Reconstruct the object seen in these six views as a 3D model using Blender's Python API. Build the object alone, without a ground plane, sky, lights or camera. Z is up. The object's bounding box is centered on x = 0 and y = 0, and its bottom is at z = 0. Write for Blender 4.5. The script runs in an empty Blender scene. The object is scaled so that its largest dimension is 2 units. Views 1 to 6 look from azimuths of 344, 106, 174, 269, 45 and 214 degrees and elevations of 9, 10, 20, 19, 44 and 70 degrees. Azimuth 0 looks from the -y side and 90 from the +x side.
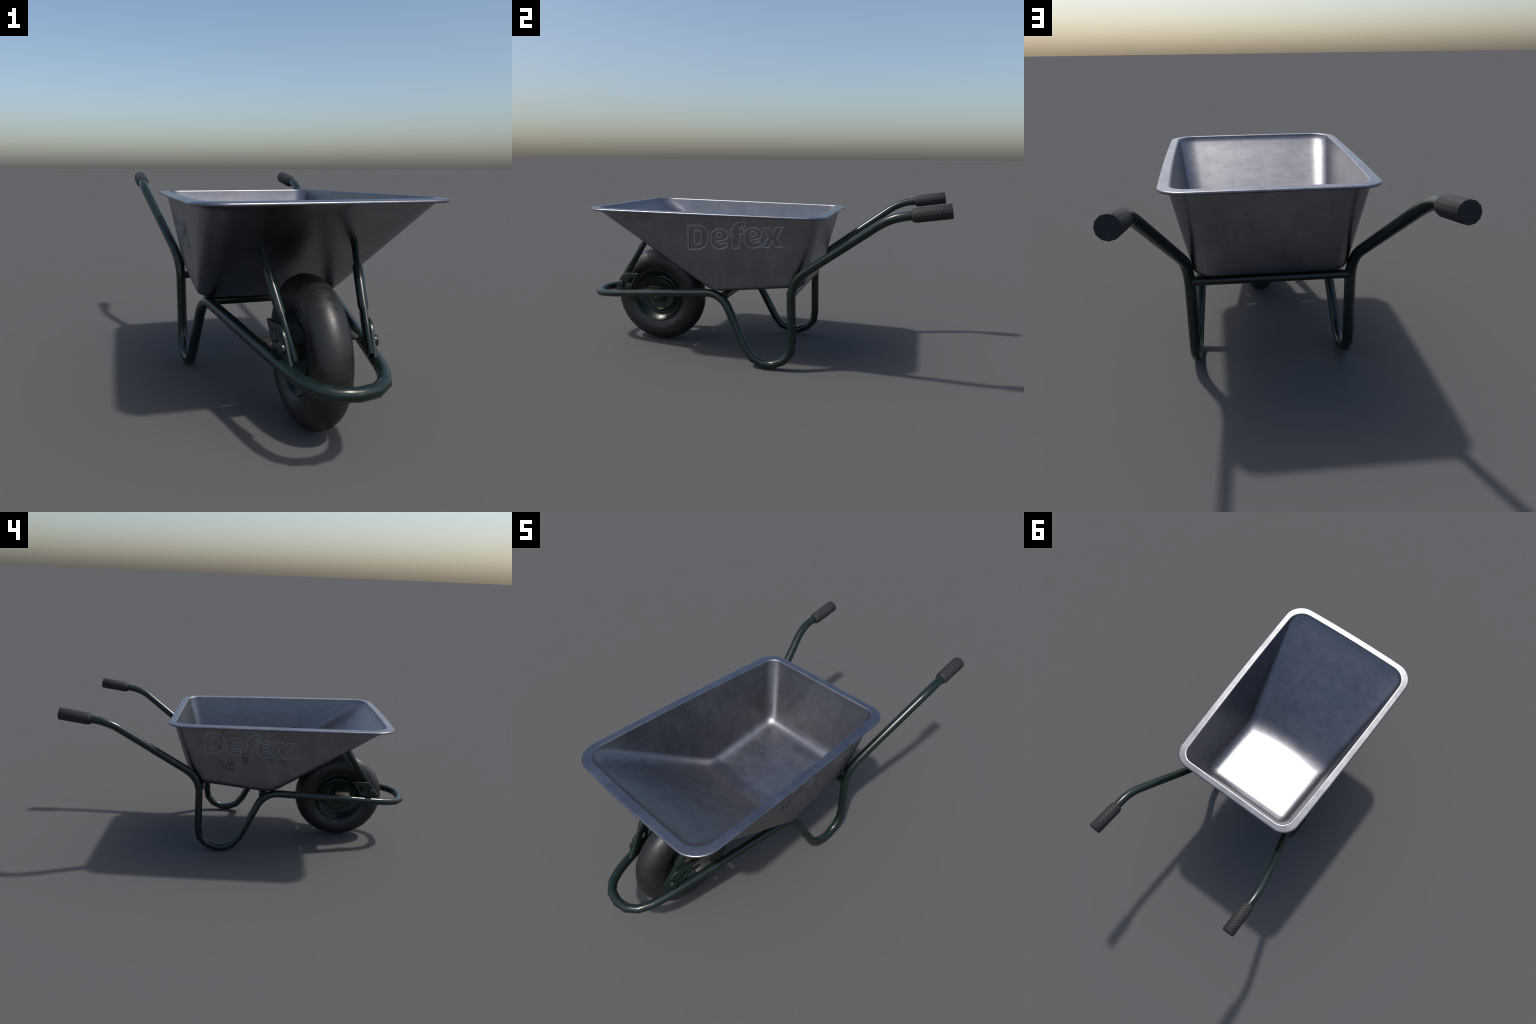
import bpy, bmesh, math, random
from mathutils import Vector, Matrix

random.seed(7)
V = Vector

# ------------------------------------------------------------------ helpers
def new_obj(name, me, parent, mat=None):
    ob = bpy.data.objects.new(name, me)
    bpy.context.scene.collection.objects.link(ob)
    ob.parent = parent
    if mat and me:
        me.materials.append(mat)
    return ob

def empty(name, parent=None, loc=(0, 0, 0)):
    ob = bpy.data.objects.new(name, None)
    bpy.context.scene.collection.objects.link(ob)
    ob.empty_display_size = 0.1
    ob.location = loc
    ob.parent = parent
    return ob

def mesh_from(name, verts, faces, smooth=True, sharp=None):
    me = bpy.data.meshes.new(name)
    me.from_pydata([tuple(v) for v in verts], [], faces)
    me.validate()
    bm = bmesh.new()
    bm.from_mesh(me)
    bmesh.ops.recalc_face_normals(bm, faces=bm.faces)
    for f in bm.faces:
        f.smooth = smooth
    if sharp is not None:
        for e in bm.edges:
            if len(e.link_faces) == 2 and e.calc_face_angle(0) > math.radians(sharp):
                e.smooth = False
    bm.to_mesh(me)
    bm.free()
    return me

def bevel_mesh(me, width, segments=2, angle=30):
    bm = bmesh.new()
    bm.from_mesh(me)
    es = [e for e in bm.edges if len(e.link_faces) == 2 and e.calc_face_angle(0) > math.radians(angle)]
    bmesh.ops.bevel(bm, geom=es, offset=width, segments=segments, profile=0.5, affect='EDGES')
    for f in bm.faces:
        f.smooth = True
    for e in bm.edges:
        if len(e.link_faces) == 2 and e.calc_face_angle(0) > math.radians(50):
            e.smooth = False
    bm.to_mesh(me)
    bm.free()
    return me

def fillet(points, tangents, segs):
    """polyline with rounded corners; tangents[i] = tangent length at inner corner i"""
    out = [V(points[0])]
    for i in range(1, len(points) - 1):
        p = V(points[i]); t = tangents[i - 1]; n = segs[i - 1]
        if t == 0:
            out.append(p); continue
        a = (V(points[i - 1]) - p).normalized()
        b = (V(points[i + 1]) - p).normalized()
        half = a.angle(b) / 2
        r = t * math.tan(half)
        c = p + (a + b).normalized() * (r / math.sin(half))
        p0, p1 = p + a * t - c, p + b * t - c
        ang = p0.angle(p1)
        for k in range(n + 1):
            s = k / n
            w = (p0 * math.sin((1 - s) * ang) + p1 * math.sin(s * ang)) / math.sin(ang)
            out.append(c + w)
    out.append(V(points[-1]))
    return out

def sweep(path, radii, sides, up0=V((0, 0, 1)), phase=0.0, cap=True):
    """tube along a path, parallel-transport frame. radii: float or list of (ra, rb)"""
    n = len(path)
    verts, faces = [], []
    T = []
    for i in range(n):
        if i == 0: d = path[1] - path[0]
        elif i == n - 1: d = path[-1] - path[-2]
        else: d = (path[i + 1] - path[i]).normalized() + (path[i] - path[i - 1]).normalized()
        T.append(d.normalized())
    u = (up0 - T[0] * up0.dot(T[0])).normalized()
    for i in range(n):
        if i:
            q = T[i - 1].rotation_difference(T[i])
            u = (q @ u)
            u = (u - T[i] * u.dot(T[i])).normalized()
        v = T[i].cross(u)
        ra, rb = (radii, radii) if isinstance(radii, float) else radii[i]
        k = 1.0
        if 0 < i < n - 1:
            c = (path[i + 1] - path[i]).normalized().dot((path[i] - path[i - 1]).normalized())
            k = 1.0 / max(0.6, math.sqrt((1 + c) / 2)) * 0.5 + 0.5
        for s in range(sides):
            a = phase + 2 * math.pi * s / sides
            verts.append(path[i] + u * (ra * math.cos(a) * k) + v * (rb * math.sin(a) * k))
    for i in range(n - 1):
        for s in range(sides):
            a, b = i * sides + s, i * sides + (s + 1) % sides
            faces.append((a, b, b + sides, a + sides))
    if cap:
        faces.append(tuple(range(sides)))
        faces.append(tuple((n - 1) * sides + s for s in range(sides)))
    return verts, faces

def lathe(profile, segs, axis_x=True, closed=False):
    """profile: list of (r, x) revolved about the x axis"""
    verts, faces = [], []
    n = len(profile)
    for k in range(segs):
        a = 2 * math.pi * k / segs
        for r, x in profile:
            verts.append(V((x, r * math.cos(a), r * math.sin(a))))
    m = n if closed else n - 1
    for k in range(segs):
        for j in range(m):
            a = k * n + j; b = k * n + (j + 1) % n
            c = ((k + 1) % segs) * n + (j + 1) % n; d = ((k + 1) % segs) * n + j
            faces.append((a, b, c, d))
    return verts, faces

def prism(outline, thickness, holes=()):
    """extrude a 2D outline (list of (a,b)) with optional holes using a filled curve"""
    cu = bpy.data.curves.new("tmp", 'CURVE')
    cu.dimensions = '2D'
    cu.fill_mode = 'BOTH'
    for pts in [outline] + list(holes):
        sp = cu.splines.new('POLY')
        sp.points.add(len(pts) - 1)
        for p, q in zip(sp.points, pts):
            p.co = (q[0], q[1], 0, 1)
        sp.use_cyclic_u = True
    cu.extrude = thickness / 2
    ob = bpy.data.objects.new("tmp", cu)
    bpy.context.scene.collection.objects.link(ob)
    dg = bpy.context.evaluated_depsgraph_get()
    me = bpy.data.meshes.new_from_object(ob.evaluated_get(dg))
    bpy.data.objects.remove(ob)
    bpy.data.curves.remove(cu)
    bm = bmesh.new(); bm.from_mesh(me)
    bmesh.ops.remove_doubles(bm, verts=bm.verts, dist=1e-5)
    bmesh.ops.recalc_face_normals(bm, faces=bm.faces)
    bm.to_mesh(me); bm.free()
    return me

def round_poly(pts, radii, seg=5):
    """2D polygon with rounded corners"""
    out = []
    n = len(pts)
    for i in range(n):
        p = V(pts[i]).to_3d(); a = V(pts[i - 1]).to_3d(); b = V(pts[(i + 1) % n]).to_3d()
        r = radii[i]
        if r == 0:
            out.append(p.to_2d()); continue
        da, db = (a - p).normalized(), (b - p).normalized()
        p0, p1 = p + da * r, p + db * r
        for k in range(seg + 1):
            s = k / seg
            out.append(((1 - s) ** 2 * p0 + 2 * s * (1 - s) * p + s * s * p1).to_2d())
    return [tuple(q) for q in out]

# ------------------------------------------------------------------ materials
class NT:
    def __init__(self, name):
        self.m = bpy.data.materials.new(name)
        self.m.use_nodes = True
        self.t = self.m.node_tree
        self.b = self.t.nodes['Principled BSDF']
        self.co = self.n('ShaderNodeTexCoord').outputs['Object']
    def n(self, typ, **kw):
        nd = self.t.nodes.new(typ)
        for k, v in kw.items():
            setattr(nd, k, v)
        return nd
    def link(self, a, b):
        self.t.links.new(a, b)
    def put(self, sock, v):
        if isinstance(v, bpy.types.NodeSocket): self.link(v, sock)
        else: sock.default_value = v
    def math(self, op, a, b=0.0, c=None, clamp=False):
        nd = self.n('ShaderNodeMath', operation=op)
        nd.use_clamp = clamp
        self.put(nd.inputs[0], a); self.put(nd.inputs[1], b)
        if c is not None: self.put(nd.inputs[2], c)
        return nd.outputs[0]
    def mapping(self, scale=(1, 1, 1), loc=(0, 0, 0), rot=(0, 0, 0), src=None):
        nd = self.n('ShaderNodeMapping')
        self.link(src or self.co, nd.inputs['Vector'])
        nd.inputs['Scale'].default_value = scale
        nd.inputs['Location'].default_value = loc
        nd.inputs['Rotation'].default_value = rot
        return nd.outputs[0]
    def noise(self, scale, detail=4, rough=0.55, vec=None, dist=0.0):
        nd = self.n('ShaderNodeTexNoise')
        self.link(vec or self.co, nd.inputs['Vector'])
        nd.inputs['Scale'].default_value = scale
        nd.inputs['Detail'].default_value = detail
        nd.inputs['Roughness'].default_value = rough
        nd.inputs['Distortion'].default_value = dist
        return nd.outputs['Fac']
    def ramp(self, fac, stops):
        nd = self.n('ShaderNodeMapRange')
        nd.clamp = True
        self.put(nd.inputs['Value'], fac)
        (a, va), (b, vb) = stops
        nd.inputs['From Min'].default_value = a; nd.inputs['From Max'].default_value = b
        nd.inputs['To Min'].default_value = va; nd.inputs['To Max'].default_value = vb
        return nd.outputs['Result']
    def mix(self, fac, a, b):
        nd = self.n('ShaderNodeMix', data_type='RGBA')
        self.put(nd.inputs[0], fac)
        for s, v in ((nd.inputs[6], a), (nd.inputs[7], b)):
            if isinstance(v, bpy.types.NodeSocket): self.link(v, s)
            else: s.default_value = (*v, 1)
        return nd.outputs[2]
    def sphere_mask(self, centre, radius, soft, vec=None):
        nd = self.n('ShaderNodeVectorMath', operation='DISTANCE')
        self.link(vec or self.co, nd.inputs[0])
        nd.inputs[1].default_value = centre
        return self.ramp(nd.outputs['Value'], ((radius, 1.0), (radius + soft, 0.0)))
    def bump(self, height, strength, distance):
        nd = self.n('ShaderNodeBump')
        self.link(height, nd.inputs['Height'])
        nd.inputs['Strength'].default_value = strength
        nd.inputs['Distance'].default_value = distance
        return nd.outputs['Normal']

def mat_galvanised(name, lift=0.0, rust_and_dents=True, rlo=0.29, rhi=0.39, gain=1.0, streaky=0.15, soft=False):
    k = NT(name)
    mott = k.noise(9, 6, 0.62)
    fine = k.noise(140, 3, 0.6)
    streak = k.noise(1, 4, 0.6, k.mapping((22, 22, 3)))
    hscr = k.noise(1, 3, 0.7, k.mapping((6, 9, 230)))
    tone = k.math('ADD', k.math('MULTIPLY', mott, 0.65 - streaky), k.math('MULTIPLY', streak, 0.15 + streaky))
    tone = k.math('ADD', tone, k.math('MULTIPLY', fine, 0.2))
    f = k.ramp(tone, ((0.30, 0.15), (0.70, 0.85)) if soft else ((0.36, 0.0), (0.64, 1.0)))
    if soft:
        # fine scuffs: thin wandering scratches where two noise contours meet
        w = k.noise(16, 5, 0.6, dist=1.2)
        scr = k.ramp(k.math('ABSOLUTE', k.math('SUBTRACT', w, 0.5)), ((0.0, 1.0), (0.006, 0.0)))
        scr = k.math('MULTIPLY', scr, k.ramp(k.noise(5, 2, 0.5), ((0.5, 0.0), (0.62, 0.5))))
        wear = k.ramp(k.noise(1, 4, 0.65, k.mapping((11, 11, 34))), ((0.45, 0.0), (0.7, 0.5)))
        blot = k.ramp(k.noise(26, 6, 0.7), ((0.4, 0.0), (0.65, 0.3)))
        f = k.math('ADD', f, blot)
        f = k.math('SUBTRACT', k.math('ADD', f, scr), k.math('MULTIPLY', wear, 0.8), clamp=True)
    a = tuple(c * gain + lift for c in (0.205, 0.208, 0.228))
    b = tuple(c * gain + lift for c in (0.285, 0.288, 0.312))
    col = k.mix(f, a, b)
    rough = k.ramp(k.math('ADD', k.math('MULTIPLY', tone, 0.7), k.math('MULTIPLY', hscr, 0.3)),
                   ((0.35, rlo), (0.65, rhi)))
    metal = 1.0
    if rust_and_dents:
        # jittered coordinates give the rust and dent spots ragged, dripping outlines
        jit = k.n('ShaderNodeTexNoise')
        k.link(k.co, jit.inputs['Vector'])
        jit.inputs['Scale'].default_value = 28; jit.inputs['Detail'].default_value = 6
        jit.inputs['Roughness'].default_value = 0.7
        sub = k.n('ShaderNodeVectorMath', operation='SUBTRACT')
        k.link(jit.outputs['Color'], sub.inputs[0]); sub.inputs[1].default_value = (0.5, 0.5, 0.5)
        scl = k.n('ShaderNodeVectorMath', operation='MULTIPLY')
        k.link(sub.outputs[0], scl.inputs[0]); scl.inputs[1].default_value = (0.03, 0.06, 0.15)
        add = k.n('ShaderNodeVectorMath', operation='ADD')
        k.link(k.co, add.inputs[0]); k.link(scl.outputs[0], add.inputs[1])
        jc = add.outputs[0]
        m = None
        for c, r, s in RUST_AND_DENT_SPOTS:
            q = k.sphere_mask(c, r, s, jc)
            m = q if m is None else k.math('MAXIMUM', m, q)
        # small dark specks strewn over the outside
        vor = k.n('ShaderNodeTexVoronoi')
        k.link(k.mapping((1, 1, 0.6), src=jc), vor.inputs['Vector'])
        vor.inputs['Scale'].default_value = 13
        sp = k.ramp(vor.outputs['Distance'], ((0.02, 1.0), (0.07, 0.0)))
        gate = k.ramp(k.noise(6, 2, 0.5, k.mapping(loc=(3, 1, 2))), ((0.52, 0.0), (0.6, 0.8)))
        m = k.math('MAXIMUM', m, k.math('MULTIPLY', sp, gate))
        m = k.math('MULTIPLY', m, k.ramp(k.noise(60, 4, 0.7), ((0.3, 0.45), (0.5, 1.0))))
        col = k.mix(k.math('MULTIPLY', m, 0.78), col, (0.046, 0.038, 0.035))
        rough = k.math('ADD', rough, k.math('MULTIPLY', m, 0.25), clamp=True)
        metal = k.ramp(m, ((0.0, 1.0), (1.0, 0.45)))
    k.link(col, k.b.inputs['Base Color'])
    k.put(k.b.inputs['Metallic'], metal)
    k.link(rough, k.b.inputs['Roughness'])
    h = k.math('ADD', k.math('MULTIPLY', mott, 0.4), k.math('MULTIPLY', fine, 0.25))
    k.link(k.bump(h, 0.12, 0.004), k.b.inputs['Normal'])
    return k.m

def mat_paint(name='dark_green_gloss_paint', rlo=0.21, rhi=0.28):
    k = NT(name)
    v = k.noise(14, 4, 0.6)
    col = k.mix(k.ramp(v, ((0.3, 0.0), (0.7, 1.0))), (0.0060, 0.0138, 0.0124), (0.0070, 0.0158, 0.0140))
    k.link(col, k.b.inputs['Base Color'])
    k.link(k.ramp(k.noise(40, 4, 0.6), ((0.3, rlo), (0.7, rhi))), k.b.inputs['Roughness'])
    k.b.inputs['Specular IOR Level'].default_value = 0.5
    return k.m

def mat_tyre():
    k = NT('black_rubber_tyre')
    v = k.noise(1, 5, 0.65, k.mapping((7, 40, 40)))
    dust = k.noise(12, 5, 0.6)
    col = k.mix(k.ramp(v, ((0.35, 0.0), (0.7, 1.0))), (0.0105, 0.0105, 0.0108), (0.0155, 0.0154, 0.0156))
    col = k.mix(k.ramp(dust, ((0.55, 0.0), (0.8, 0.5))), col, (0.020, 0.0193, 0.0187))
    k.link(col, k.b.inputs['Base Color'])
    rv = k.math('ADD', k.math('MULTIPLY', v, 0.5), k.math('MULTIPLY', k.noise(38, 5, 0.7), 0.5))
    k.link(k.ramp(rv, ((0.38, 0.33), (0.62, 0.55))), k.b.inputs['Roughness'])
    # sidewall: faint moulded ring and radial seams, from the position around the axle
    sep = k.n('ShaderNodeSeparateXYZ'); k.link(k.co, sep.inputs[0])
    y, z = sep.outputs[1], sep.outputs[2]
    r = k.math('SQRT', k.math('ADD', k.math('MULTIPLY', y, y), k.math('MULTIPLY', z, z)))
    ring = k.ramp(k.math('ABSOLUTE', k.math('SUBTRACT', r, 0.186)), ((0.0008, 1.0), (0.0022, 0.0)))
    ang = k.math('ARCTAN2', z, y)
    w = k.math('ABSOLUTE', k.math('SUBTRACT', k.math('FRACT', k.math('MULTIPLY', ang, 8 / (2 * math.pi))), 0.5))
    seam = k.math('MULTIPLY', k.ramp(w, ((0.0015, 1.0), (0.006, 0.0))),
                  k.math('LESS_THAN', k.math('ABSOLUTE', k.math('SUBTRACT', r, 0.186)), 0.02))
    h = k.math('ADD', k.math('MULTIPLY', k.math('MAXIMUM', ring, seam), 0.6), k.math('MULTIPLY', v, 0.25))
    k.link(k.bump(h, 0.25, 0.002), k.b.inputs['Normal'])
    return k.m

def mat_grip():
    k = NT('dimpled_rubber_grip')
    R = 0.0325
    sep = k.n('ShaderNodeSeparateXYZ'); k.link(k.co, sep.inputs[0])
    x, y, z = sep.outputs
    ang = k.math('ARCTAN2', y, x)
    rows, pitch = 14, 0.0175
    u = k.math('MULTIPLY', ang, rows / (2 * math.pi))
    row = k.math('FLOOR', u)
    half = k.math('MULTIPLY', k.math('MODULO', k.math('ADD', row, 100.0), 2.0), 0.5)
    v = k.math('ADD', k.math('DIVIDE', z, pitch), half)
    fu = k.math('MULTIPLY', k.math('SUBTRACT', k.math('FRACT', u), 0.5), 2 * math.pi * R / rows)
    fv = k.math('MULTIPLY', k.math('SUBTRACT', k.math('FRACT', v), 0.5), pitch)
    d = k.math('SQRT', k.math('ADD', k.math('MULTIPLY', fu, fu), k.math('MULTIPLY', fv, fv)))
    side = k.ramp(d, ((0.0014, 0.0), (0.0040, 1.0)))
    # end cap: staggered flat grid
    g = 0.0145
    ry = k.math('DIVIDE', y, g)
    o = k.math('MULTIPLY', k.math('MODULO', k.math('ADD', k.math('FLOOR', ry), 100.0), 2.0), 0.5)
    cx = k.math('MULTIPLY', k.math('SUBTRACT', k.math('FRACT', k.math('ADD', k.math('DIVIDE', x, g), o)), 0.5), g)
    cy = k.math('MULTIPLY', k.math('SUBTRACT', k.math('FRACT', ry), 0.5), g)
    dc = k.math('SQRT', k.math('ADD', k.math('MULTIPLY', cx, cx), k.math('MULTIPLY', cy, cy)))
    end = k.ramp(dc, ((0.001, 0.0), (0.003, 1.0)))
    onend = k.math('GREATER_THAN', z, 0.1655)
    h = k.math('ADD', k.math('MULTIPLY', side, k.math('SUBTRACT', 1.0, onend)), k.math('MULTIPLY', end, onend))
    n = k.noise(90, 4, 0.6)
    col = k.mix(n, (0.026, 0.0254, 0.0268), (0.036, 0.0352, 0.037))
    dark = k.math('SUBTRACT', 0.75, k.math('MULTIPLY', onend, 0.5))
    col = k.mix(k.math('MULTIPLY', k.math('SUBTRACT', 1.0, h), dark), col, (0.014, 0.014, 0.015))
    k.link(col, k.b.inputs['Base Color'])
    k.b.inputs['Roughness'].default_value = 0.58
    k.b.inputs['Specular IOR Level'].default_value = 0.18
    hh = k.math('ADD', h, k.math('MULTIPLY', n, 0.15))
    k.link(k.bump(hh, 0.9, 0.0022), k.b.inputs['Normal'])
    return k.m

def mat_steel(name, col, rough, metal=0.6):
    k = NT(name)
    n = k.noise(60, 5, 0.65)
    k.link(k.mix(n, tuple(c * 0.75 for c in col), tuple(c * 1.2 for c in col)), k.b.inputs['Base Color'])
    k.b.inputs['Metallic'].default_value = metal
    k.b.inputs['Roughness'].default_value = rough
    return k.m

# positions of rust, scuffs and painted dent shade on the tub (object coordinates = metres in the frame)
RUST_AND_DENT_SPOTS = [
    ((-0.338, 0.008, 0.605), 0.017, 0.016),
    ((-0.334, 0.010, 0.575), 0.012, 0.020),
    ((-0.332, 0.088, 0.565), 0.013, 0.018),
    ((-0.327, 0.083, 0.530), 0.009, 0.024),
    ((-0.345, 0.147, 0.665), 0.010, 0.014),
    ((-0.338, -0.208, 0.588), 0.012, 0.020),
    ((-0.335, -0.230, 0.590), 0.006, 0.018),
    ((-0.335, -0.135, 0.590), 0.006, 0.022),
    ((-0.330, 0.140, 0.560), 0.006, 0.018),
    ((-0.325, 0.115, 0.545), 0.005, 0.018),
    ((-0.360, 0.135, 0.735), 0.006, 0.014),
    ((-0.335, -0.640, 0.705), 0.007, 0.016),
    ((0.437, -0.160, 0.795), 0.005, 0.006),  # small rim dent, its shade painted in as a dark spot
    ((0.422, 0.080, 0.792), 0.004, 0.005),  # second rim dent, shown only by shade put into the colour
    ((0.090, 0.386, 0.690), 0.002, 0.007),
    ((0.072, 0.374, 0.640), 0.002, 0.007),
    ((0.135, 0.366, 0.605), 0.002, 0.009),
    ((0.170, 0.352, 0.570), 0.002, 0.010),
]

M_ZINC = mat_galvanised('galvanised_sheet_steel')
M_INNER = mat_galvanised('galvanised_tub_inside', rust_and_dents=False, streaky=0.2, rlo=0.37, rhi=0.49, gain=0.90, soft=True)
M_EMBOSS = mat_galvanised('galvanised_embossed_line', lift=0.06, rust_and_dents=False, rlo=0.48, rhi=0.58)
M_PAINT = mat_paint()
M_RIM = mat_paint('dark_green_satin_rim_paint', 0.30, 0.40)
M_TYRE = mat_tyre()
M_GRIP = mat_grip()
M_AXLE = mat_steel('bare_tan_steel', (0.042, 0.039, 0.034), 0.55, 0.2)
M_PIN = mat_steel('grey_steel_pin', (0.2, 0.2, 0.21), 0.4, 0.7)

# ------------------------------------------------------------------ the thing
barrow = empty('wheelbarrow')
barrow['label'] = 'galvanised tub wheelbarrow with dark green tubular frame and black tyre'
barrow['category'] = 'wheelbarrow'

# ------------------------------------------------------------------ tub
SIDE_N, CORNER_N = 10, 7

# half widths, ends and heights of the outer wall at floor (t=0) and flange (t=1)
FLOOR = dict(wf=0.306, wr=0.291, yf=-0.167, yr=0.322, zf=0.379, zr=0.424, rf=0.066, rr=0.066, bow=0.027, side=0.003)
LIP = dict(wf=0.401, wr=0.359, yf=-0.775, yr=0.410, zf=0.792, zr=0.779, rf=0.092, rr=0.070, bow=0.008, side=0.009)
# outer edge of the rolled flange, drooping a little from the mouth
EDGE = dict(wf=0.4325, wr=0.396, yf=-0.807, yr=0.440, zf=0.792, zr=0.779, rf=0.106, rr=0.094, bow=0.011, side=0.007)

def section(d, off=0.0, dz=0.0):
    """rounded trapezoid loop: off grows it outwards, dz lifts it"""
    wf, wr = d['wf'] + off, d['wr'] + off
    yf, yr = d['yf'] - off, d['yr'] + off
    rf, rr = max(0.004, d['rf'] + off), max(0.004, d['rr'] + off)
    corners = [V((wf, yf, 0)), V((wr, yr, 0)), V((-wr, yr, 0)), V((-wf, yf, 0))]
    rad = [rf, rr, rr, rf]
    arcs = []
    for i in range(4):
        p, a, b = corners[i], corners[i - 1], corners[(i + 1) % 4]
        da, db = (a - p).normalized(), (b - p).normalized()
        half = da.angle(db) / 2
        t = rad[i] / math.tan(half)
        c = p + (da + db).normalized() * (rad[i] / math.sin(half))
        p0, p1 = p + da * t - c, p + db * t - c
        ang = p0.angle(p1)
        arcs.append([c + (p0 * math.sin((1 - s / CORNER_N) * ang) + p1 * math.sin(s / CORNER_N * ang)) / math.sin(ang)
                     for s in range(CORNER_N + 1)])
    loop = []
    for i in range(4):
        loop += arcs[i]
        q0, q1 = arcs[i][-1], arcs[(i + 1) % 4][0]
        loop += [q0.lerp(q1, k / SIDE_N) for k in range(1, SIDE_N)]
    out = []
    for p in loop:
        t = (p.y - yf) / (yr - yf)
        f = max(0.0, 1 - t * 3.0)
        y = p.y - d['bow'] * f * max(0.0, 1 - (p.x / wf) ** 2)
        x = p.x * (1 + d['side'] / wf * max(0.0, 4 * t * (1 - t)))
        out.append(V((x, y, d['zf'] * (1 - t) + d['zr'] * t + dz)))
    return out

def shell_rings(off, floor_lift, fil, nose=0.0):
    """rings from the floor's middle up the wall to just under the flange"""
    fl, lp = dict(FLOOR), dict(LIP)
    fl['yf'] += nose
    lp['yf'] += nose * 0.4
    bot = section(fl, off, floor_lift)
    top = section(lp, off, 0)
    ins = section(fl, off - fil, floor_lift)
    cen = sum(bot, V()) / len(bot)
    rings = []
    for s in (0.15, 0.4, 0.65, 0.85):
        rings.append([cen.lerp(p, s) for p in ins])
    wall0 = [b + (t - b).normalized() * fil for b, t in zip(bot, top)]
    for k in range(9):
        s = k / 8
        rings.append([(1 - s) ** 2 * i + 2 * s * (1 - s) * b + s * s * w for i, b, w in zip(ins, bot, wall0)])
    for s in (0.1, 0.25, 0.4, 0.55, 0.7, 0.85, 0.96):
        rings.append([w.lerp(t, s) for w, t in zip(wall0, top)])
    return rings

SHEET = 0.011
outer = shell_rings(0.0, 0.0, 0.044)
inner = shell_rings(-SHEET, SHEET + 0.001, 0.060, 0.010)
# flange: underside, rolled edge, top sloping up to the rounded lip of the mouth
LO, HI, RR = -0.0005, 0.0140, 0.0058
TOP_OUT = LO + 2 * RR            # height of the flange top at its outer edge
mid = [section(LIP, 0.001, 0.0), section(EDGE, -0.010, LO), section(EDGE, -RR - 0.001, LO)]
for a in range(0, 151, 30):
    mid.append(section(EDGE, -RR + RR * math.sin(math.radians(a)), LO + RR - RR * math.cos(math.radians(a))))
mid.append(section(EDGE, -RR, TOP_OUT))
mid.append(section(EDGE, -RR - 0.002, TOP_OUT + 0.0002))
mid.append(section(LIP, -0.001, HI - 0.0002))
mid.append(section(LIP, -0.003, HI))
for a in (20, 45, 70, 90):
    mid.append(section(LIP, -0.003 - (SHEET - 0.003) * math.sin(math.radians(a)), HI - 0.008 + 0.008 * math.cos(math.radians(a))))
n_lip = 4
rings = outer + mid + inner[::-1]
n = len(rings[0])
tv = [p for r in rings for p in r]
tf = []
for i in range(len(rings) - 1):
    for s in range(n):
        a, b = i * n + s, i * n + (s + 1) % n
        tf.append((a, b, b + n, a + n))
tf.append(tuple(range(n)))
tf.append(tuple((len(rings) - 1) * n + s for s in range(n)))
tub = new_obj('tub', mesh_from('tub', tv, tf, True, 60), barrow, M_ZINC)
tub.data.materials.append(M_INNER)
first_inside = (len(outer) + len(mid) - n_lip) * n
for poly in tub.data.polygons:
    if min(poly.vertices) >= first_inside:
        poly.material_index = 1

# ------------------------------------------------------------------ embossed word on both flanks
def arc_pts(cx, cy, rx, ry, a0, a1, n):
    return [(cx + rx * math.cos(math.radians(a0 + (a1 - a0) * i / n)),
             cy + ry * math.sin(math.radians(a0 + (a1 - a0) * i / n))) for i in range(n + 1)]

def letter_D():
    out = [(0.0, 0.0), (0.052, 0.0)] + arc_pts(0.054, 0.050, 0.054, 0.050, -88, 0, 7) + \
          arc_pts(0.054, 0.078, 0.054, 0.050, 0, 88, 7) + [(0.0, 0.128)]
    hole = [(0.036, 0.026), (0.048, 0.026)] + arc_pts(0.048, 0.046, 0.025, 0.020, -80, 0, 5) + \
           arc_pts(0.048, 0.082, 0.025, 0.020, 0, 85, 5) + [(0.036, 0.102)]
    return [out, hole]

def letter_e():
    out = arc_pts(0.046, 0.066, 0.046, 0.040, -8, 180, 14) + arc_pts(0.050, 0.046, 0.050, 0.048, 180, 275, 8) + \
          [(0.072, 0.002), (0.092, 0.012), (0.080, 0.035), (0.062, 0.026)] + \
          arc_pts(0.050, 0.040, 0.017, 0.016, 275, 180, 5) + [(0.062, 0.043), (0.084, 0.049)]
    hole = arc_pts(0.045, 0.070, 0.015, 0.017, 0, 200, 9) + [(0.031, 0.058), (0.050, 0.060), (0.059, 0.064)]
    return [out, hole]

def letter_f():
    out = [(0.010, 0.0), (0.048, 0.0), (0.050, 0.073), (0.070, 0.075), (0.070, 0.099), (0.050, 0.099)] + \
          [(0.052, 0.108), (0.060, 0.113), (0.074, 0.110), (0.076, 0.134)] + \
          [(0.056, 0.139), (0.036, 0.136), (0.020, 0.124), (0.012, 0.099), (0.0, 0.096), (0.0, 0.074), (0.012, 0.073)]
    return [out]

def letter_x():
    return [[(0.0, 0.0), (0.038, 0.0), (0.054, 0.029), (0.072, 0.0), (0.108, 0.0), (0.077, 0.050),
             (0.107, 0.103), (0.070, 0.103), (0.055, 0.073), (0.041, 0.103), (0.002, 0.103), (0.033, 0.051)]]

LETTERS = [(letter_D(), 0.0), (letter_e(), 0.124), (letter_f(), 0.228), (letter_e(), 0.300), (letter_x(), 0.392)]

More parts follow.
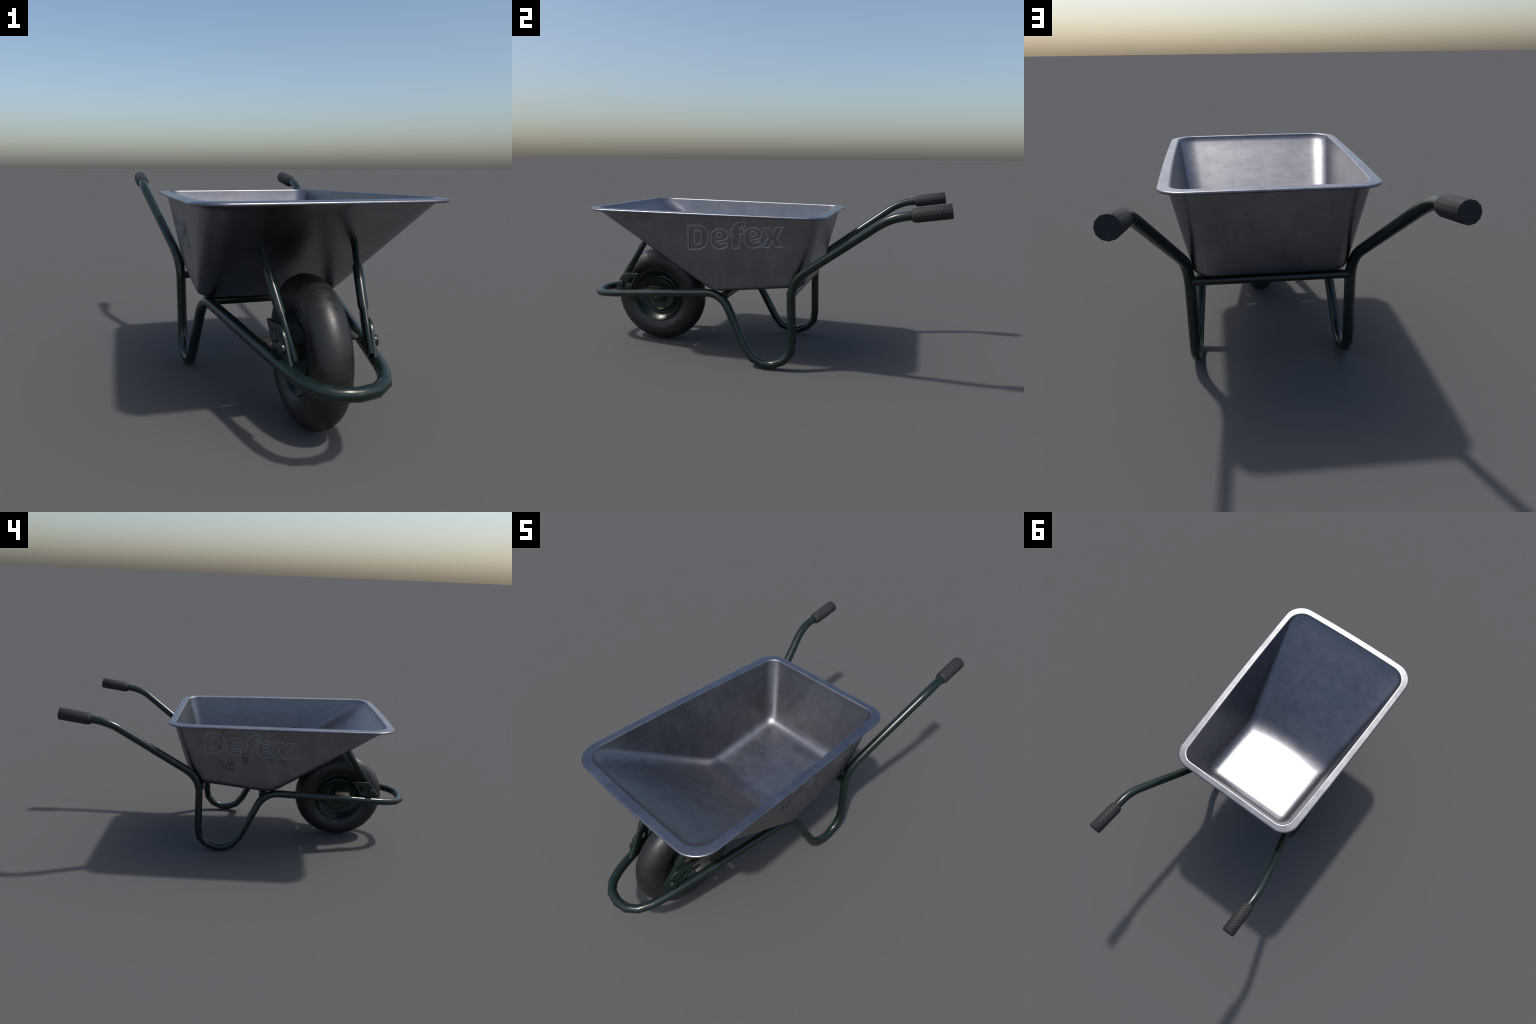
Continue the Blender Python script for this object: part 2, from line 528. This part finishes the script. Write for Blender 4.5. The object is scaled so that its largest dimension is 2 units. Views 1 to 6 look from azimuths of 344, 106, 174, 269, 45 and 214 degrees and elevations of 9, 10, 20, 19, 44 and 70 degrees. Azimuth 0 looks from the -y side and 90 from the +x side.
def wall_point(y, z):
    """point of the +x flank's outer wall at given y, z, and the wall's frame"""
    t = (z - 0.40) / (0.784 - 0.40)
    for _ in range(4):
        ky = lambda d: (y - d['yf']) / (d['yr'] - d['yf'])
        z0 = FLOOR['zf'] + (FLOOR['zr'] - FLOOR['zf']) * ky(FLOOR)
        z1 = LIP['zf'] + (LIP['zr'] - LIP['zf']) * ky(LIP)
        t = (z - z0) / (z1 - z0)
    x0 = FLOOR['wf'] + (FLOOR['wr'] - FLOOR['wf']) * ky(FLOOR)
    x1 = LIP['wf'] + (LIP['wr'] - LIP['wf']) * ky(LIP)
    k1 = ky(LIP)
    return V((x0 + (x1 - x0) * t + 0.0068 * 4 * k1 * (1 - k1), y, z))

def densify(pts, step=0.008):
    out = []
    for i, p in enumerate(pts):
        q = pts[(i + 1) % len(pts)]
        d = math.dist(p, q)
        m = max(1, int(d / step))
        out += [(p[0] + (q[0] - p[0]) * k / m, p[1] + (q[1] - p[1]) * k / m) for k in range(m)]
    return out

def emboss_loop(pts3, nrm, half, high):
    """closed raised bead along a loop lying on the wall; low dome section sunk in the sheet"""
    n = len(pts3)
    prof = [(-1.0, -0.4), (-0.72, 0.75), (-0.4, 1.0), (0.4, 1.0), (0.72, 0.75), (1.0, -0.4)]
    verts, faces = [], []
    for i in range(n):
        d0 = (pts3[i] - pts3[i - 1]).normalized(); d1 = (pts3[(i + 1) % n] - pts3[i]).normalized()
        d = (d0 + d1).normalized()
        side = d.cross(nrm).normalized()
        k = min(1.6, 1 / max(0.4, math.sqrt(max(0.0, (1 + d0.dot(d1)) / 2))))
        for a, h in prof:
            verts.append(pts3[i] + side * (a * half * k) + nrm * (h * high))
    m = len(prof)
    for i in range(n):
        j = (i + 1) % n
        for q in range(m):
            faces.append((i * m + q, i * m + (q + 1) % m, j * m + (q + 1) % m, j * m + q))
    return verts, faces

WIDE = 0.975
for sgn, y0, z0, rise, shear in ((1, -0.255, 0.604, 0.068, 0.07), (-1, 0.243, 0.6245, -0.038, 0.15)):
    for loops, adv in LETTERS:
        verts, faces = [], []
        for lp in loops:
            pts = []
            for (a, b) in densify(lp):
                u = (adv + a) * WIDE + shear * b
                zz = z0 + b * 0.965 + rise * u
                p = wall_point(y0 + sgn * u, zz)
                pts.append(V((sgn * p.x, p.y, p.z)))
            nrm = V((sgn * 0.982, 0.012, -0.185)).normalized()
            v, f = emboss_loop(pts, nrm, 0.0058, 0.0013)
            o = len(verts)
            verts += v
            faces += [tuple(i + o for i in q) for q in f]
        new_obj('letter', mesh_from('letter', verts, faces, True), tub, M_EMBOSS)

# ------------------------------------------------------------------ frame: one bent tube
R_TUBE = 0.0222
right = [(0.4365, 0.860, 0.8255), (0.441, 0.742, 0.811), (0.315, 0.268, 0.466), (0.312, 0.275, 0.150)]
upper = fillet(right, [0.075, 0.090], [5, 5])
ubend = [(0.3118, 0.2675, 0.094), (0.3116, 0.231, 0.050), (0.3112, 0.176, 0.0245),
         (0.3105, 0.124, 0.0235), (0.3085, 0.070, 0.047), (0.3050, 0.029, 0.098)]
BAR_A, BAR_B = V((0.278, -0.109, 0.373)), V((0.149, -0.815, 0.2900))
front = fillet([ubend[-1], BAR_A, BAR_B], [0.085], [6])
loop = [(0.131, -0.880, 0.2830), (0.103, -0.933, 0.2772), (0.060, -0.967, 0.2732), (0.0, -0.9778, 0.2718)]
half = upper + [V(p) for p in ubend[:-1]] + front + [V(p) for p in loop]
path = half + [V((-p.x, p.y, p.z)) for p in half[-2::-1]]
fv, ff = sweep(path, R_TUBE, 8, V((0, 0, 1)), math.pi / 8)
frame = new_obj('frame', mesh_from('frame', fv, ff, True, 70), barrow, M_PAINT)

# rubber grips on the handle ends (local z runs along the handle)
g_me = None
for sx in (1, -1):
    p0, p1 = V((sx * 0.436, 0.829, 0.8205)), V((sx * 0.437, 0.9955, 0.8458))
    ax = (p1 - p0).normalized(); L = (p1 - p0).length
    if g_me is None:
        prof = [(0.0215, 0.000), (0.0255, 0.000), (0.0285, 0.004), (0.0315, 0.013), (0.0330, 0.020), (0.0332, L * 0.5),
                (0.0334, L - 0.0015), (0.0325, L)]
        gv, gf = [], []
        S = 12
        for r, h in prof:
            for s in range(S):
                a = 2 * math.pi * s / S
                gv.append(V((r * math.cos(a), r * math.sin(a), h)))
        for i in range(len(prof) - 1):
            for s in range(S):
                a, b = i * S + s, i * S + (s + 1) % S
                gf.append((a, b, b + S, a + S))
        gf.append(tuple(range(S)))
        gf.append(tuple((len(prof) - 1) * S + s for s in range(S)))
        g_me = mesh_from('grip', gv, gf, True, 40)
    g = new_obj('grip', g_me, frame)
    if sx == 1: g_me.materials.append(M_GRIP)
    g.matrix_world = Matrix.Translation(p0) @ ax.to_track_quat('Z', 'Y').to_matrix().to_4x4()

# cross bars under the tub
def bar_mesh(x, y0, y1, z0, z1, tilt=0.0):
    c = 0.008
    pts = [(y0 + c, z0), (y1 - c, z0), (y1, z0 + c), (y1, z1 - c), (y1 - c, z1), (y0 + c, z1), (y0, z1 - c), (y0, z0 + c)]
    verts = [V((s * x, p[0], p[1])) for s in (-1, 1) for p in pts]
    faces = [(i, (i + 1) % 8, (i + 1) % 8 + 8, i + 8) for i in range(8)] + [tuple(range(8)), tuple(range(8, 16))]
    return mesh_from('cross_bar', verts, faces, True, 50)
new_obj('cross_bar', bar_mesh(0.306, 0.244, 0.291, 0.384, 0.415), frame, M_PAINT)
new_obj('cross_bar', bar_mesh(0.272, -0.127, -0.078, 0.339, 0.372), frame, M_PAINT)

# struts from the front guard up to the tub: tube pinched flat at both ends
for sx in (1, -1):
    a, b = V((sx * 0.1255, -0.798, 0.316)), V((sx * 0.1705, -0.570, 0.649))
    stations = [(0.0, 0), (0.365, 0), (0.40, 1), (0.765, 1), (0.79, 0), (1.0, 0)]
    pth = [a.lerp(b, t) for t, _ in stations]
    rad = [(0.0102, 0.0178) if q == 0 else (0.0174, 0.0174) for _, q in stations]
    sv, sf = sweep(pth, rad, 10, V((1, 0, 0)), math.pi / 10)
    new_obj('strut', mesh_from('strut', sv, sf, True, 55), frame, M_PAINT)

# latch plates standing on the guard, with a slot and a bolt
bar_dir = (BAR_B - BAR_A).normalized()
plan = V((-0.151, -0.988, 0)).normalized()
for sx in (1, -1):
    def place(me, d_out, name, mat, mirror=(sx < 0)):
        """local x = forward along the guard, y = up, z = outwards"""
        ob = new_obj(name, me, frame, mat)
        fwd = V((sx * plan.x, plan.y, 0))
        outw = V((sx * abs(plan.y), -plan.x, 0)) if False else V((sx * -plan.y, sx * 0 + plan.x, 0))
        up = V((0, 0, 1))
        org = V((sx * 0.1555, -0.715, 0.295)) + outw * d_out
        m = Matrix(((fwd.x, up.x, outw.x, org.x), (fwd.y, up.y, outw.y, org.y), (fwd.z, up.z, outw.z, org.z), (0, 0, 0, 1)))
        ob.matrix_world = m
        return ob
    shape = round_poly([(-0.004, 0.010), (0.090, 0.004), (0.096, 0.012), (0.040, 0.121), (-0.072, 0.123)],
                       [0.026, 0.002, 0.003, 0.036, 0.007])
    slot = round_poly([(-0.039, 0.097), (-0.016, 0.096), (0.006, 0.060), (-0.018, 0.062)], [0.005] * 4)
    me = bevel_mesh(prism(shape, 0.012, [slot]), 0.002, 2)
    place(me, 0.0, 'latch_plate', M_PAINT)
    circ = [(0.048 + 0.0195 * math.cos(2 * math.pi * i / 14), 0.056 + 0.0195 * math.sin(2 * math.pi * i / 14)) for i in range(14)]
    place(bevel_mesh(prism(circ, 0.018), 0.003, 2), 0.009, 'bolt', M_PAINT)

# ------------------------------------------------------------------ wheel
WC = V((0.0, -0.586, 0.2716))
wheel = empty('wheel', barrow, WC)
RT = 0.2716
W = 0.070
tp = []
# tyre section: bead - bulging sidewall - round tread - mirrored
half_prof = [(0.143, 0.040), (0.149, 0.050), (0.158, 0.0565), (0.168, 0.0625), (0.180, 0.0675), (0.197, 0.0725), (0.219, 0.0695),
             (0.2375, 0.061), (0.2525, 0.049), (0.263, 0.033), (0.2696, 0.0165), (RT, 0.0)]
prof = half_prof + [(r, -x) for r, x in half_prof[-2::-1]]
tyv, tyf = lathe(prof, 32, closed=True)
tyre = new_obj('tyre', mesh_from('tyre', tyv, tyf, True, 75), wheel, M_TYRE)
rim_half = [(0.1455, 0.040), (0.1510, 0.049), (0.1510, 0.0545), (0.1480, 0.0555), (0.1450, 0.052), (0.141, 0.045),
            (0.127, 0.0325), (0.114, 0.0215), (0.107, 0.0185), (0.1000, 0.0200), (0.0965, 0.031), (0.0940, 0.0375),
            (0.086, 0.0375), (0.0835, 0.0335), (0.081, 0.033), (0.030, 0.033), (0.029, 0.0405),
            (0.027, 0.042), (0.012, 0.042)]
rp = rim_half + [(r, -x) for r, x in rim_half[::-1]]
rv, rf_ = lathe(rp, 40, closed=True)
rim = new_obj('rim', mesh_from('rim', rv, rf_, True, 28), wheel, M_RIM)
pv, pf = lathe([(0.0, -0.088), (0.009, -0.088), (0.011, -0.086), (0.011, 0.086), (0.009, 0.088), (0.0, 0.088)], 14)
axle = new_obj('axle', mesh_from('axle', pv, pf, True, 40), wheel, M_PIN)
# axle carriers: flat plate from the guard tube in to a rounded hanger that holds the pin
for sx in (1, -1):
    t = 0.014
    x0, x1, x2 = 0.066, 0.078, 0.182
    zt = 0.327
    y0, y1 = -0.636, -0.550
    verts = [(x0, y0, zt), (x2 - 0.012, y0, zt), (x2, y1, zt), (x0, y1, zt)]
    verts = [V((sx * a, b, c)) for a, b, c in verts] + [V((sx * a, b, c - t)) for a, b, c in verts]
    faces = [(0, 1, 2, 3), (4, 5, 6, 7)] + [(i, (i + 1) % 4, (i + 1) % 4 + 4, i + 4) for i in range(4)]
    new_obj('axle_plate', bevel_mesh(mesh_from('axle_plate', verts, faces, True), 0.0015, 1), frame, M_AXLE)
    hang = [(y0 + 0.001, zt - t - 0.0005)] + [(WC.y + 0.005 + 0.035 * math.cos(math.radians(a)), 0.268 + 0.035 * math.sin(math.radians(a)))
                              for a in range(180, 361, 15)] + [(y1 - 0.001, zt - t - 0.0005)]
    hv = [V((sx * x, a, b)) for x in (x0 + 0.002, x1 - 0.003) for a, b in hang]
    m = len(hang)
    hf = [tuple(range(m)), tuple(range(m, 2 * m))] + [(i, (i + 1) % m, (i + 1) % m + m, i + m) for i in range(m)]
    new_obj('axle_hanger', bevel_mesh(mesh_from('axle_hanger', hv, hf, True), 0.0015, 1), frame, M_PAINT)

bpy.context.view_layer.update()
